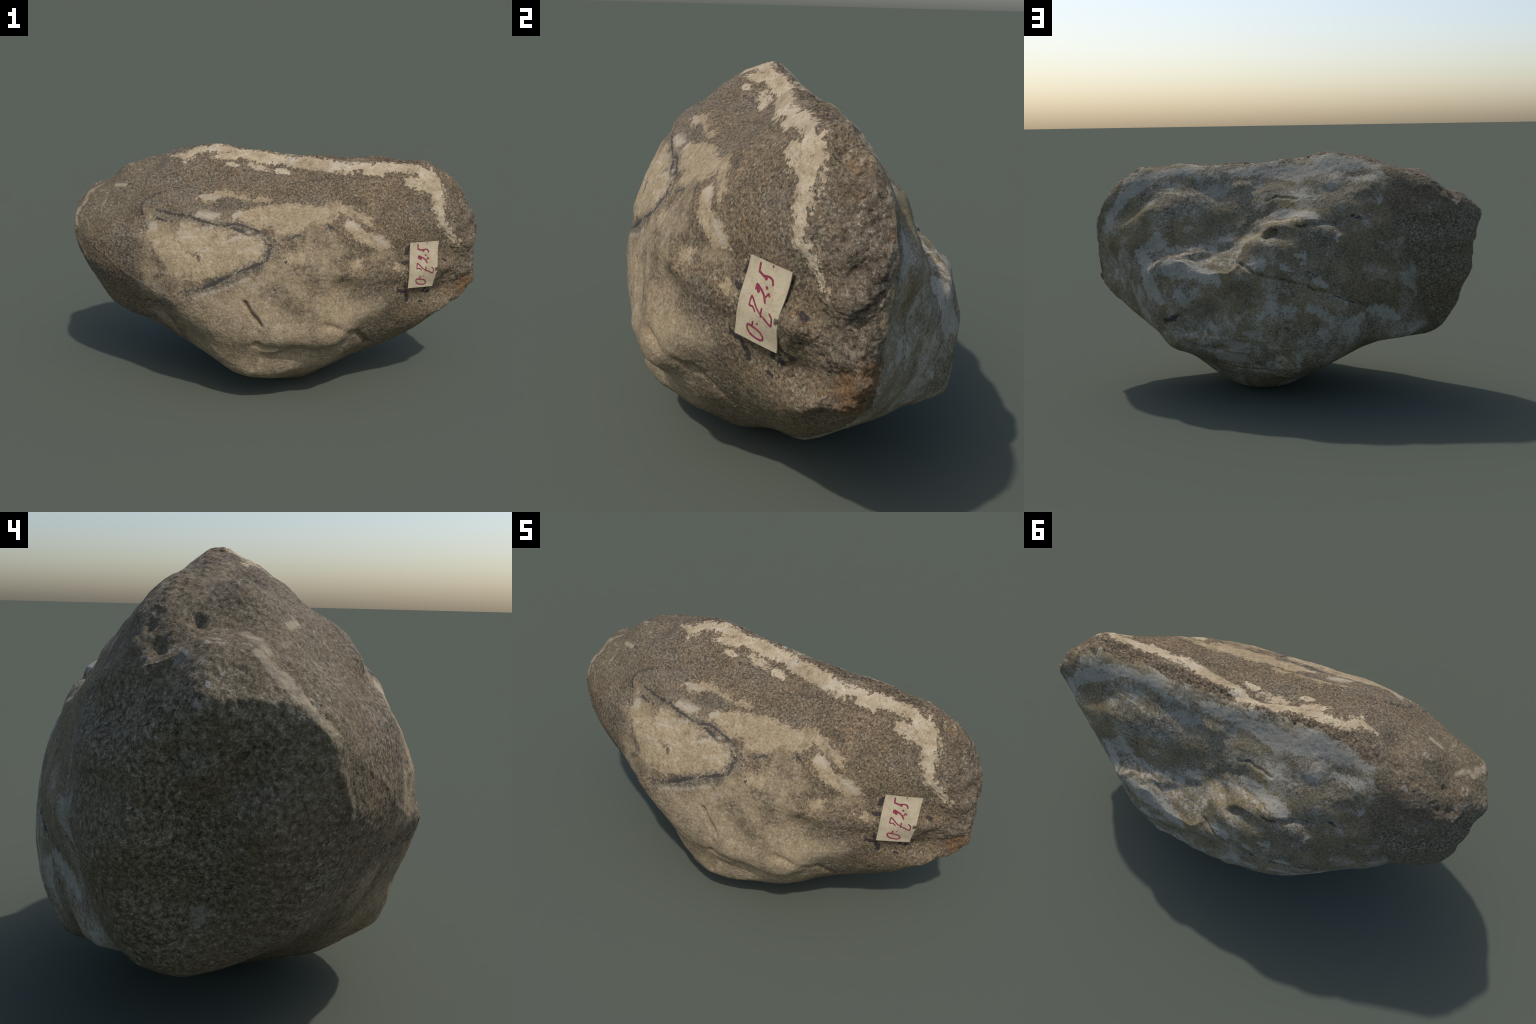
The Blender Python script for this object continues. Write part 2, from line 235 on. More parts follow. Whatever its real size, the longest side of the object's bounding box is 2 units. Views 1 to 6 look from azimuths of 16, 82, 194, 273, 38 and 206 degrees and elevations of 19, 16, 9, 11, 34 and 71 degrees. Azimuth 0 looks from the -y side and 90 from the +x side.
PALE = [
    [(0.652, 0.303, 0.692, 0.0364), (0.604, 0.364, 0.622, 0.0398), (0.577, 0.397, 0.549, 0.0475), (0.512, 0.440,
     0.496, 0.0313)],
    [(0.451, 0.434, 0.645, 0.0426), (0.318, 0.445, 0.635, 0.0382), (0.195, 0.483, 0.599, 0.0195)],
    [(0.388, 0.484, 0.532, 0.0306), (0.363, 0.491, 0.492, 0.0229)],
    [(0.305, 0.489, 0.551, 0.0137), (0.314, 0.492, 0.520, 0.0091)],
    [(0.683, 0.293, 0.469, 0.0213), (0.653, 0.308, 0.424, 0.0131), (0.591, 0.360, 0.372, 0.0097)],
    [(0.570, 0.286, 0.779, 0.0201), (0.600, 0.301, 0.725, 0.0322), (0.530, 0.305, 0.743, 0.0240)],
    [(0.518, 0.319, 0.713, 0.0127), (0.401, 0.341, 0.726, 0.0094), (0.257, 0.332, 0.727, 0.0124)],
    [(0.904, 0.159, 0.800, 0.0204), (0.855, 0.158, 0.884, 0.0287), (0.788, 0.141, 0.974, 0.0286), (0.690, 0.114,
     1.038, 0.0285), (0.603, 0.085, 1.085, 0.0251), (0.481, 0.085, 1.093, 0.0232), (0.386, 0.113, 1.054,
     0.0131)],
    [(0.638, 0.187, 0.929, 0.0164), (0.624, 0.179, 0.945, 0.0099)],
    [(0.798, 0.229, 0.670, 0.0117), (0.856, 0.173, 0.533, 0.0119)],
    [(0.225, 0.301, 0.763, 0.0187), (0.194, 0.295, 0.770, 0.0125)],
    [(0.224, 0.088, 1.085, 0.0227), (0.058, 0.084, 1.088, 0.0322), (-0.110, 0.104, 1.069, 0.0397), (-0.070,
     0.089, 1.084, 0.0399), (-0.191, 0.087, 1.099, 0.0476), (-0.308, 0.069, 1.129, 0.0396), (-0.417, 0.057,
     1.128, 0.0317), (-0.496, 0.066, 1.113, 0.0158)],
    [(-0.307, 0.115, 1.077, 0.0204), (-0.314, 0.155, 1.045, 0.0140)],
    [(-0.380, 0.127, 1.058, 0.0109), (-0.473, 0.127, 1.062, 0.0187)],
    [(-0.113, 0.269, 0.903, 0.0199), (-0.023, 0.256, 0.893, 0.0185), (-0.216, 0.316, 0.894, 0.0302), (-0.177,
     0.295, 0.899, 0.0304), (-0.252, 0.324, 0.880, 0.0150)],
    [(-0.131, 0.504, 0.466, 0.0088), (-0.149, 0.500, 0.492, 0.0074), (-0.171, 0.499, 0.470, 0.0088), (-0.153,
     0.503, 0.444, 0.0074)],
    [(-0.242, 0.481, 0.476, 0.0177), (-0.298, 0.461, 0.459, 0.0207), (-0.332, 0.446, 0.427, 0.0118), (-0.349,
     0.436, 0.387, 0.0134)],
    [(-0.293, 0.459, 0.360, 0.0119), (-0.319, 0.442, 0.327, 0.0194)],
    [(-0.421, 0.398, 0.400, 0.0239), (-0.470, 0.373, 0.431, 0.0150)],
    [(-0.512, 0.352, 0.462, 0.0135), (-0.567, 0.311, 0.440, 0.0258), (-0.622, 0.266, 0.409, 0.0153)],
    [(-0.011, 0.513, 0.441, 0.0133), (-0.040, 0.507, 0.459, 0.0118), (-0.065, 0.498, 0.496, 0.0118)],
    [(0.059, 0.516, 0.366, 0.0090), (0.029, 0.513, 0.360, 0.0119), (-0.014, 0.514, 0.377, 0.0074)],
    [(0.221, 0.496, 0.386, 0.0212), (0.204, 0.500, 0.364, 0.0136)],
    [(0.138, 0.509, 0.408, 0.0105), (0.113, 0.515, 0.387, 0.0060)],
    [(0.152, 0.496, 0.296, 0.0182), (0.097, 0.497, 0.291, 0.0151)],
    [(0.013, 0.494, 0.283, 0.0105), (-0.001, 0.489, 0.271, 0.0060)],
    [(0.195, 0.467, 0.232, 0.0261), (0.091, 0.471, 0.222, 0.0214)],
    [(-0.047, 0.460, 0.203, 0.0122), (-0.078, 0.461, 0.209, 0.0076)],
    [(-0.064, 0.491, 0.289, 0.0150), (-0.130, 0.482, 0.282, 0.0075)],
    [(-0.158, 0.472, 0.266, 0.0090), (-0.184, 0.450, 0.223, 0.0106), (-0.169, 0.423, 0.168, 0.0076)],
    [(0.056, 0.447, 0.680, 0.0105), (-0.017, 0.459, 0.691, 0.0178), (-0.019, 0.467, 0.669, 0.0104)],
    [(-0.170, 0.466, 0.658, 0.0044), (-0.205, 0.452, 0.679, 0.0059), (-0.232, 0.435, 0.699, 0.0037)],
    [(-0.173, 0.444, 0.721, 0.0074), (-0.209, 0.434, 0.721, 0.0088), (-0.218, 0.440, 0.700, 0.0044)],
    [(-0.118, 0.469, 0.672, 0.0118), (-0.156, 0.471, 0.651, 0.0059)],
    [(-0.642, 0.262, 0.772, 0.0121), (-0.661, 0.260, 0.749, 0.0091)],
    [(-0.686, 0.253, 0.719, 0.0106), (-0.701, 0.250, 0.665, 0.0091), (-0.696, 0.265, 0.577, 0.0106), (-0.716,
     0.242, 0.527, 0.0092), (-0.745, 0.217, 0.477, 0.0062)],
    [(-0.699, 0.126, 1.015, 0.0232), (-0.703, 0.130, 0.997, 0.0186)],
    [(-0.772, 0.181, 0.877, 0.0199), (-0.733, 0.200, 0.833, 0.0122)],
    [(-0.608, 0.226, 0.869, 0.0076), (-0.688, 0.207, 0.853, 0.0076)],
    [(-0.351, 0.371, 0.789, 0.0104), (-0.351, 0.351, 0.816, 0.0060)],
    [(-0.283, 0.454, 0.599, 0.0191), (-0.311, 0.448, 0.577, 0.0074)],
    [(-0.454, 0.369, 0.345, 0.0106), (-0.412, 0.390, 0.333, 0.0135)],
    [(-0.536, 0.193, 0.971, 0.0107), (-0.531, 0.211, 0.946, 0.0053)],
]
OCHRE = [
    [(0.547, 0.401, 0.638, 0.0047), (0.492, 0.344, 0.693, 0.0111), (0.372, 0.380, 0.685, 0.0218), (0.265, 0.386,
     0.681, 0.0292), (0.144, 0.416, 0.673, 0.0288), (0.121, 0.353, 0.741, 0.0153), (0.076, 0.282, 0.810,
     0.0155), (-0.024, 0.296, 0.859, 0.0123), (-0.161, 0.344, 0.873, 0.0090)],
    [(-0.003, 0.399, 0.787, 0.0105), (-0.055, 0.424, 0.769, 0.0074)],
    [(0.329, 0.489, 0.325, 0.0307), (0.198, 0.498, 0.326, 0.0152)],
    [(-0.110, 0.451, 0.196, 0.0379), (-0.103, 0.468, 0.231, 0.0272)],
    [(0.148, 0.417, 0.157, 0.0311), (0.026, 0.427, 0.151, 0.0231)],
    [(0.659, 0.178, 0.928, 0.0132), (0.576, 0.166, 0.977, 0.0181), (0.397, 0.190, 0.963, 0.0145)],
]
SCAR = [
    [(-0.820, -0.103, 0.992, 0.0042), (-0.843, -0.128, 0.982, 0.0059), (-0.872, -0.153, 0.961, 0.0057)],
    [(-0.890, -0.137, 0.959, 0.0068), (-0.902, -0.161, 0.932, 0.0102), (-0.901, -0.187, 0.913, 0.0130), (-0.924,
     -0.216, 0.883, 0.0078), (-0.928, -0.245, 0.851, 0.0050), (-0.912, -0.274, 0.824, 0.0028)],
    [(-0.727, -0.185, 1.004, 0.0038), (-0.669, -0.200, 1.009, 0.0045)],
]
WHITE = [
    [(-0.470, -0.386, 0.865, 0.0195), (-0.450, -0.400, 0.859, 0.0135)],
    [(-0.255, -0.279, 0.986, 0.0060), (-0.206, -0.275, 0.977, 0.0134), (-0.173, -0.266, 0.986, 0.0060)],
    [(-0.254, -0.343, 0.916, 0.0104), (-0.196, -0.329, 0.910, 0.0148), (-0.163, -0.313, 0.914, 0.0059)],
    [(-0.091, -0.322, 0.901, 0.0088), (-0.065, -0.305, 0.920, 0.0118)],
    [(0.445, -0.270, 0.877, 0.0189), (0.474, -0.271, 0.864, 0.0116)],
    [(0.565, -0.254, 0.818, 0.0160), (0.601, -0.244, 0.778, 0.0102)],
    [(-0.303, -0.394, 0.840, 0.0037), (-0.181, -0.362, 0.867, 0.0044)],
    [(-0.277, -0.407, 0.819, 0.0037), (-0.220, -0.388, 0.838, 0.0037)],
    [(-0.123, -0.410, 0.804, 0.0036), (-0.007, -0.359, 0.847, 0.0036)],
    [(-0.039, -0.419, 0.765, 0.0036), (0.052, -0.388, 0.798, 0.0036)],
    [(-0.335, -0.420, 0.812, 0.0030), (-0.330, -0.378, 0.876, 0.0030)],
    [(-0.243, -0.509, 0.564, 0.0037), (-0.096, -0.478, 0.613, 0.0044), (0.011, -0.452, 0.656, 0.0036)],
    [(-0.876, -0.111, 0.968, 0.0016), (-0.892, -0.055, 0.974, 0.0019), (-0.897, -0.021, 0.967, 0.0013)],
    [(-0.848, -0.043, 0.986, 0.0027), (-0.875, -0.056, 0.978, 0.0019)],
    [(-0.875, 0.021, 0.963, 0.0069), (-0.906, -0.010, 0.958, 0.0027)],
    [(-0.879, 0.065, 0.928, 0.0059), (-0.856, 0.069, 0.954, 0.0027)],
    [(-0.937, -0.062, 0.944, 0.0016), (-0.943, -0.027, 0.938, 0.0013)],
    [(-0.672, -0.089, 1.094, 0.0047), (-0.712, -0.092, 1.080, 0.0021)],
    [(-0.639, 0.076, 1.083, 0.0067), (-0.661, 0.073, 1.079, 0.0056)],
    [(-0.995, -0.042, 0.880, 0.0080), (-0.992, -0.034, 0.874, 0.0043)],
    [(-0.877, 0.093, 0.895, 0.0026), (-0.875, 0.090, 0.903, 0.0015)],
    [(-0.941, -0.101, 0.925, 0.0055), (-0.955, -0.080, 0.920, 0.0022)],
]
INK = [[(0.812, -0.098, 0.669, .0045), (0.833, -0.079, 0.662, .006), (0.862, -0.059, 0.655, .0055)],
       [(0.818, -0.100, 0.639, .005), (0.834, -0.089, 0.626, .0045), (0.846, -0.079, 0.614, .005),
        (0.851, -0.070, 0.589, .003)],
       [(0.802, -0.103, 0.551, .004), (0.802, -0.085, 0.539, .006), (0.811, -0.076, 0.516, .005),
        (0.811, -0.085, 0.499, .005), (0.788, -0.099, 0.500, .005), (0.777, -0.106, 0.521, .004)],
       [(0.774, -0.123, 0.534, .006), (0.765, -0.126, 0.520, .005)],
       [(0.663, -0.226, 0.549, .008), (0.692, -0.200, 0.538, .008), (0.696, -0.180, 0.505, .009),
        (0.693, -0.177, 0.489, .007)],
       [(0.750, -0.134, 0.472, .005), (0.763, -0.126, 0.467, .005)],
       [(0.695, -0.178, 0.743, .008), (0.689, -0.188, 0.723, .007)],
       [(0.678, -0.209, 0.684, .006), (0.694, -0.197, 0.683, .008)],
       [(0.690, -0.215, 0.585, .005), (0.690, -0.207, 0.560, .005)]]
# cracks, gullies and pits: (half width, depth, points)
GROOVES = [
    (.010, .024, [(-0.004, -0.481, 0.543), (0.028, -0.483, 0.490), (0.064, -0.482, 0.441)]),
    (.015, .018, [(0.038, -0.483, 0.341), (0.073, -0.474, 0.324), (0.128, -0.464, 0.324), (0.195, -0.427, 0.319),
                  (0.242, -0.402, 0.297), (0.282, -0.395, 0.291), (0.342, -0.377, 0.286)]),
    (.008, .016, [(0.195, -0.427, 0.316), (0.242, -0.402, 0.296), (0.282, -0.395, 0.291)]),
    (.016, .014, [(0.360, -0.440, 0.445), (0.403, -0.429, 0.429), (0.446, -0.358, 0.385), (0.474, -0.299, 0.358),
                  (0.497, -0.252, 0.310), (0.510, -0.166, 0.243)]),
    (.008, .012, [(-0.523, -0.393, 0.485), (-0.435, -0.446, 0.506)]),
    (.008, .012, [(0.112, 0.440, 0.690), (0.100, 0.431, 0.676), (0.044, 0.467, 0.645), (-0.035, 0.476, 0.619),
                  (-0.135, 0.479, 0.607), (-0.238, 0.470, 0.580), (-0.312, 0.451, 0.551), (-0.388, 0.423, 0.529),
                  (-0.485, 0.371, 0.480)]),
    (.009, .016, [(0.417, 0.484, 0.412), (0.351, 0.505, 0.445), (0.301, 0.511, 0.459), (0.221, 0.514, 0.467),
                  (0.150, 0.516, 0.454), (0.072, 0.516, 0.457)]),
    (.012, .013, [(-0.058, 0.349, 0.828), (-0.096, 0.336, 0.848), (-0.171, 0.366, 0.843), (-0.230, 0.358, 0.855),
                  (-0.286, 0.334, 0.861), (-0.329, 0.319, 0.861), (-0.430, 0.275, 0.890)]),
    (.016, .022, [(-0.018, 0.386, 0.801), (-0.038, 0.366, 0.814), (-0.057, 0.357, 0.823)]),
    (.007, .007, [(0.030, 0.215, 0.955), (-0.026, 0.197, 0.970), (-0.134, 0.217, 0.964)]),
    (.022, .006, [(0.500, 0.352, 0.706), (0.426, 0.364, 0.712), (0.317, 0.347, 0.721), (0.189, 0.319, 0.731),
                  (0.149, 0.309, 0.772), (0.113, 0.264, 0.820), (0.066, 0.257, 0.865), (-0.014, 0.240, 0.914)]),
    (.020, .012, [(0.247, 0.477, 0.259), (0.155, 0.490, 0.271)]),
    (.012, .012, [(-0.811, 0.076, 1.003), (-0.80, 0.07, 1.00)]),
    (.012, .014, [(-0.810, -0.018, 1.007), (-0.80, -0.02, 1.01)]),
    (.014, .012, [(-0.866, 0.045, 0.961), (-0.85, 0.05, 0.965)]),
    (.014, .012, [(-0.850, 0.103, 0.946), (-0.83, 0.11, 0.948)]),
    (.013, .012, [(0.912, 0.021, 0.925), (0.924, 0.036, 0.928)]),
    (.012, .010, [(0.940, 0.007, 0.862), (0.925, 0.000, 0.872)]),
    (.010, .012, [(0.976, 0.043, 0.709), (0.989, 0.077, 0.730), (0.992, 0.084, 0.755)]),(.007, .005, [(-0.450, -0.342, 0.924), (-0.229, -0.377, 0.888), (-0.021, -0.361, 0.862), (0.138, -0.379, 0.793)]),
]
# raised lips and sharp edges: (half width, height, points)
LIPS = [
    (.016, .010, [(0.561, 0.388, 0.623), (0.531, 0.396, 0.657), (0.472, 0.375, 0.698), (0.427, 0.417, 0.674),
                  (0.390, 0.422, 0.664), (0.317, 0.447, 0.639), (0.288, 0.461, 0.625), (0.216, 0.467, 0.627),
                  (0.145, 0.472, 0.631), (0.105, 0.447, 0.659)]),
    (.012, .003, [(0.112, 0.410, 0.690), (0.097, 0.374, 0.743), (0.053, 0.368, 0.786), (-0.003, 0.379, 0.805),
                  (-0.039, 0.330, 0.840), (-0.097, 0.320, 0.865), (-0.158, 0.340, 0.870), (-0.214, 0.345, 0.872),
                  (-0.265, 0.328, 0.877)]),
    (.012, .008, [(0.364, 0.482, 0.326), (0.240, 0.493, 0.319), (0.117, 0.505, 0.327), (-0.036, 0.500, 0.321)]),
    (.010, .007, [(0.243, 0.466, 0.245), (0.141, 0.486, 0.263), (0.046, 0.488, 0.260)]),
    (.010, .007, [(0.222, 0.436, 0.199), (0.099, 0.446, 0.180), (-0.021, 0.451, 0.180), (-0.171, 0.430, 0.178)]),
    (.010, .007, [(0.187, 0.419, 0.164), (0.063, 0.436, 0.152), (-0.054, 0.430, 0.142), (-0.146, 0.356, 0.100)]),
    (.016, .006, [(0.693, 0.301, 0.552), (0.682, 0.294, 0.470), (0.607, 0.341, 0.375), (0.528, 0.414, 0.338)]),
    (.022, .010, [(0.430, 0.480, 0.380), (0.380, 0.498, 0.410), (0.309, 0.518, 0.432), (0.227, 0.522, 0.438),
                  (0.10, 0.525, 0.430)]),
    (.014, .008, [(0.499, 0.428, 0.311), (0.448, 0.434, 0.267), (0.329, 0.488, 0.333), (0.278, 0.494, 0.344)]),
    (.010, .007, [(0.699, 0.280, 0.728), (0.637, 0.295, 0.727), (0.613, 0.287, 0.755), (0.609, 0.274, 0.793)]),
    (.012, .003, [(0.677, 0.179, 0.928), (0.594, 0.164, 0.976), (0.503, 0.176, 0.978), (0.401, 0.175, 0.978),
                  (0.300, 0.170, 0.98), (0.153, 0.184, 0.970), (0.083, 0.163, 0.991), (-0.010, 0.170, 0.995)]),
    (.018, .010, [(-0.987, -0.081, 0.880), (-0.958, -0.146, 0.882), (-0.937, -0.217, 0.862), (-0.925, -0.263, 0.823),
                  (-0.909, -0.285, 0.760), (-0.853, -0.312, 0.655)]),
    (.014, .004, [(-0.833, -0.332, 0.765), (-0.734, -0.379, 0.702), (-0.570, -0.430, 0.620), (-0.436, -0.469, 0.564)]),
    (.012, .012, [(-0.879, 0.069, 0.922), (-0.893, 0.038, 0.934), (-0.905, -0.007, 0.952), (-0.890, -0.029, 0.970)]),
    (.014, .005, [(-0.46, -0.06, 1.14), (-0.283, -0.008, 1.169), (-0.077, 0.000, 1.157), (0.099, 0.010, 1.134),
                  (0.329, -0.006, 1.120), (0.533, -0.022, 1.108), (0.761, -0.025, 1.084)]),
    (.012, .008, [(0.902, 0.112, 0.967), (0.956, 0.123, 0.855), (0.978, 0.108, 0.705), (0.962, 0.108, 0.516),
                  (0.833, 0.069, 0.394)]),
]


def polyline_distance(p, line):
    """Distance of every point to a polyline, and the half width interpolated along it."""
    line = np.array(line, float)
    best = np.full(len(p), 9.0)
    half = np.zeros(len(p))
    for a, b in zip(line[:-1], line[1:]):
        ab = b[:3] - a[:3]
        h = np.clip(((p - a[:3]) @ ab) / (ab @ ab), 0, 1)
        d = np.linalg.norm(p - a[:3] - h[:, None] * ab, axis=1)
        m = d < best
        best[m] = d[m]
        if line.shape[1] > 3:
            half[m] = (a[3] + h * (b[3] - a[3]))[m]
    return best, half


def smooth01(t):
    t = np.clip(t, 0, 1)
    return t * t * (3 - 2 * t)


# where the pale crust of the back begins: y of the border as a curve over z
BORDER = [(0.0, 0.00), (0.22, 0.01), (0.30, 0.09), (0.50, 0.100), (0.70, 0.098), (0.86, 0.118), (0.98, 0.108),
          (1.05, 0.085), (1.10, 0.055), (1.14, 0.030), (1.18, 0.020)]


def crust_side(p):
    z = np.array([b[0] for b in BORDER])
    y = np.array([b[1] for b in BORDER])
    return p[:, 1] - np.interp(p[:, 2], z, y)


def left_side(p):
    """Positive on the broken left end."""
    return -0.53 - 0.31 * (1.0 - p[:, 2]) - p[:, 0]


def fractal(p, scale, octaves, seed):
    off = Vector((seed * 7.31, seed * 3.77, seed * 5.13))
    return np.array([noise.fractal(Vector(q) * scale + off, 0.8, 2.1, octaves) for q in p.tolist()])


def build_skin():
    bpy.ops.mesh.primitive_ico_sphere_add(subdivisions=SUBDIV, radius=1.0)
    ob = bpy.context.object
    me = ob.data
    n = len(me.vertices)
    d = np.zeros(n * 3, np.float32)
    me.vertices.foreach_get("co", d)
    d = d.reshape(-1, 3).astype(float)
    d /= np.linalg.norm(d, axis=1, keepdims=True)
    c, w = fit_radius()
    p = CENTRE + d * STRETCH * radius(d, c, w)[:, None]
    tri = np.zeros(len(me.polygons) * 3, np.int32)
    me.polygons.foreach_get("vertices", tri)
    tri = tri.reshape(-1, 3)

    def normals(p):
        fn = np.cross(p[tri[:, 1]] - p[tri[:, 0]], p[tri[:, 2]] - p[tri[:, 0]])
        vn = np.stack([sum(np.bincount(tri[:, k], fn[:, ax], n) for k in range(3)) for ax in range(3)], 1)
        return vn / np.linalg.norm(vn, axis=1, keepdims=True)

    nv = normals(p)
    back = smooth01(crust_side(p) / 0.05 + 0.5)
    left = smooth01(left_side(p) / 0.15)
    right = smooth01((p[:, 0] - 0.80) / 0.12) * (1 - back)
    rim = smooth01(1 - np.abs(crust_side(p) + 0.03) / 0.05) * smooth01((p[:, 2] - 1.0) / 0.05)
    rough = 0.45 - 0.1 * back + 0.55 * np.clip(0.35 * left + right + rim, 0, 1)
    h = 0.0030 * fractal(p, 9.0, 3, 1)
    h += 0.0032 * rough * fractal(p, 40.0, 5, 2)
    pits = fractal(p, 70.0, 2, 3)
    h -= 0.0035 * rough * np.clip(pits - 0.15, 0, 1)
    h -= np.clip(fractal(p, 21.0, 3, 4), -0.3, 1) * (0.009 * rim + 0.007 * right)      # chips
    for half, depth, line in GROOVES:
        dist, _ = polyline_distance(p + 0.003 * np.sin(p[:, [1, 2, 0]] * 90), line)
        h -= depth * np.exp(-(dist / half) ** 2)
    for half, height, line in LIPS:
        dist, _ = polyline_distance(p + 0.003 * np.sin(p[:, [2, 0, 1]] * 70), line)
        h += height * np.exp(-dist / half)
    dist, half = polyline_distance(p, VEIN[0])
    h += 0.003 * smooth01((half * 1.1 - dist) / 0.012)
    h -= h.mean() + 0.0015
    p = p + nv * h[:, None]
    p[:, 2] = np.maximum(p[:, 2], 0.0)
    return ob, p, tri, normals(p)


# ----------------------------------------------------------------------------
# 3. MATERIALS
# ----------------------------------------------------------------------------
class Nodes:
    def __init__(self, name):
        self.mat = bpy.data.materials.new(name)
        self.mat.use_nodes = True
        self.tree = self.mat.node_tree
        self.bsdf = self.tree.nodes["Principled BSDF"]
        self.previous = None        # chains the segments, so that they are evaluated one after another

    def put(self, socket, value):
        if isinstance(value, bpy.types.NodeSocket):
            self.tree.links.new(value, socket)
        elif value is not None:
            socket.default_value = value

    def new(self, kind, **props):
        nd = self.tree.nodes.new(kind)
        for k, v in props.items():
            setattr(nd, k, v)
        return nd

    def math(self, op, a, b=None, c=None, clamp=False):
        nd = self.new("ShaderNodeMath", operation=op, use_clamp=clamp)
        for s, v in zip(nd.inputs, (a, b, c)):
            self.put(s, v)
        return nd.outputs[0]

    def vmath(self, op, a, b=None, scale=None):
        nd = self.new("ShaderNodeVectorMath", operation=op)
        self.put(nd.inputs[0], a)
        if b is not None:
            self.put(nd.inputs[1], b)
        if scale is not None:
            self.put(nd.inputs["Scale"], scale)
        return nd.outputs["Value"] if op in ("DOT_PRODUCT", "LENGTH", "DISTANCE") else nd.outputs[0]

    def noise(self, vec, scale, detail=4.0, rough=0.6, distortion=0.0, color=False):
        nd = self.new("ShaderNodeTexNoise")
        self.put(nd.inputs["Vector"], vec)
        nd.inputs["Scale"].default_value = scale
        nd.inputs["Detail"].default_value = detail
        nd.inputs["Roughness"].default_value = rough
        nd.inputs["Distortion"].default_value = distortion
        return nd.outputs["Color"] if color else nd.outputs[0]

    def cells(self, vec, scale, feature="F1", out="Distance"):
        nd = self.new("ShaderNodeTexVoronoi", feature=feature)
        self.put(nd.inputs["Vector"], vec)
        nd.inputs["Scale"].default_value = scale
        return nd.outputs[out]

    def ramp(self, fac, stops, interp="LINEAR"):
        nd = self.new("ShaderNodeValToRGB")
        nd.color_ramp.interpolation = interp
        el = nd.color_ramp.elements
        while len(el) < len(stops):
            el.new(0.5)
        for e, (pos, col) in zip(el, stops):
            e.position = pos
            e.color = (*col, 1) if len(col) == 3 else col
        self.put(nd.inputs[0], fac)
        return nd.outputs[0]

    def step(self, v, lo, hi):
        nd = self.new("ShaderNodeMapRange", interpolation_type="SMOOTHSTEP", clamp=True)
        self.put(nd.inputs[0], v)
        for k, x in zip((1, 2, 3, 4), (lo, hi, 0.0, 1.0)):
            self.put(nd.inputs[k], x)
        return nd.outputs[0]

    def mix(self, fac, a, b, blend="MIX"):
        nd = self.new("ShaderNodeMix", data_type="RGBA", blend_type=blend)
        self.put(nd.inputs[0], fac)
        self.put(nd.inputs[6], a if isinstance(a, bpy.types.NodeSocket) else (*a, 1))
        self.put(nd.inputs[7], b if isinstance(b, bpy.types.NodeSocket) else (*b, 1))
        return nd.outputs[2]

    def line_field(self, vec, lines):
        """Signed distance to the outline of fattened polylines (x, y, z, half width)."""
        best = None
        for line in lines:
            for a, b in zip(line[:-1], line[1:]):
                g = self.new("ShaderNodeGroup")
                g.node_tree = segment_group()
                self.put(g.inputs[0], vec)
                g.inputs[1].default_value = a[:3]
                ab = [b[i] - a[i] for i in range(3)]
                q = sum(x * x for x in ab)
                g.inputs[2].default_value = ab
                g.inputs[3].default_value = [x / q for x in ab]
                g.inputs[4].default_value = a[3]
                g.inputs[5].default_value = b[3] - a[3]
                if self.previous is not None:
                    self.put(g.inputs[6], self.previous)
                self.previous = g.outputs[0]
                best = g.outputs[0] if best is None else self.math("MINIMUM", best, g.outputs[0])
        return best


def segment_group():
    """Distance from a point to one segment minus its tapering half width."""
    name = "segment_distance"
    if name in bpy.data.node_groups:
        return bpy.data.node_groups[name]
    t = bpy.data.node_groups.new(name, "ShaderNodeTree")
    for nm, kind in (("Point", "NodeSocketVector"), ("Start", "NodeSocketVector"), ("Along", "NodeSocketVector"),
                     ("Unit", "NodeSocketVector"), ("Half", "NodeSocketFloat"), ("Taper", "NodeSocketFloat"),
                     ("After", "NodeSocketFloat")):
        t.interface.new_socket(nm, in_out="INPUT", socket_type=kind)
    t.interface.new_socket("Distance", in_out="OUTPUT", socket_type="NodeSocketFloat")
    gi, go = t.nodes.new("NodeGroupInput"), t.nodes.new("NodeGroupOutput")
    ln = t.links.new

    def vm(op, a, b):
        nd = t.nodes.new("ShaderNodeVectorMath")
        nd.operation = op
        ln(a, nd.inputs[0])
        ln(b, nd.inputs["Scale"] if op == "SCALE" else nd.inputs[1])
        return nd
    wait = t.nodes.new("ShaderNodeMath")
    wait.operation = "MULTIPLY"
    ln(gi.outputs[6], wait.inputs[0])
    wait.inputs[1].default_value = 1e-6
    point = vm("ADD", gi.outputs[0], wait.outputs[0]).outputs[0]
    pa = vm("SUBTRACT", point, gi.outputs[1]).outputs[0]
    h = t.nodes.new("ShaderNodeClamp")
    ln(vm("DOT_PRODUCT", pa, gi.outputs[3]).outputs["Value"], h.inputs[0])
    foot = vm("SCALE", gi.outputs[2], h.outputs[0]).outputs[0]
    d = vm("DISTANCE", pa, foot).outputs["Value"]
    r = t.nodes.new("ShaderNodeMath")
    r.operation = "MULTIPLY_ADD"
    ln(h.outputs[0], r.inputs[0])
    ln(gi.outputs[5], r.inputs[1])
    ln(gi.outputs[4], r.inputs[2])
    s = t.nodes.new("ShaderNodeMath")
    s.operation = "SUBTRACT"
    ln(d, s.inputs[0])
    ln(r.outputs[0], s.inputs[1])
    ln(s.outputs[0], go.inputs[0])
    return t


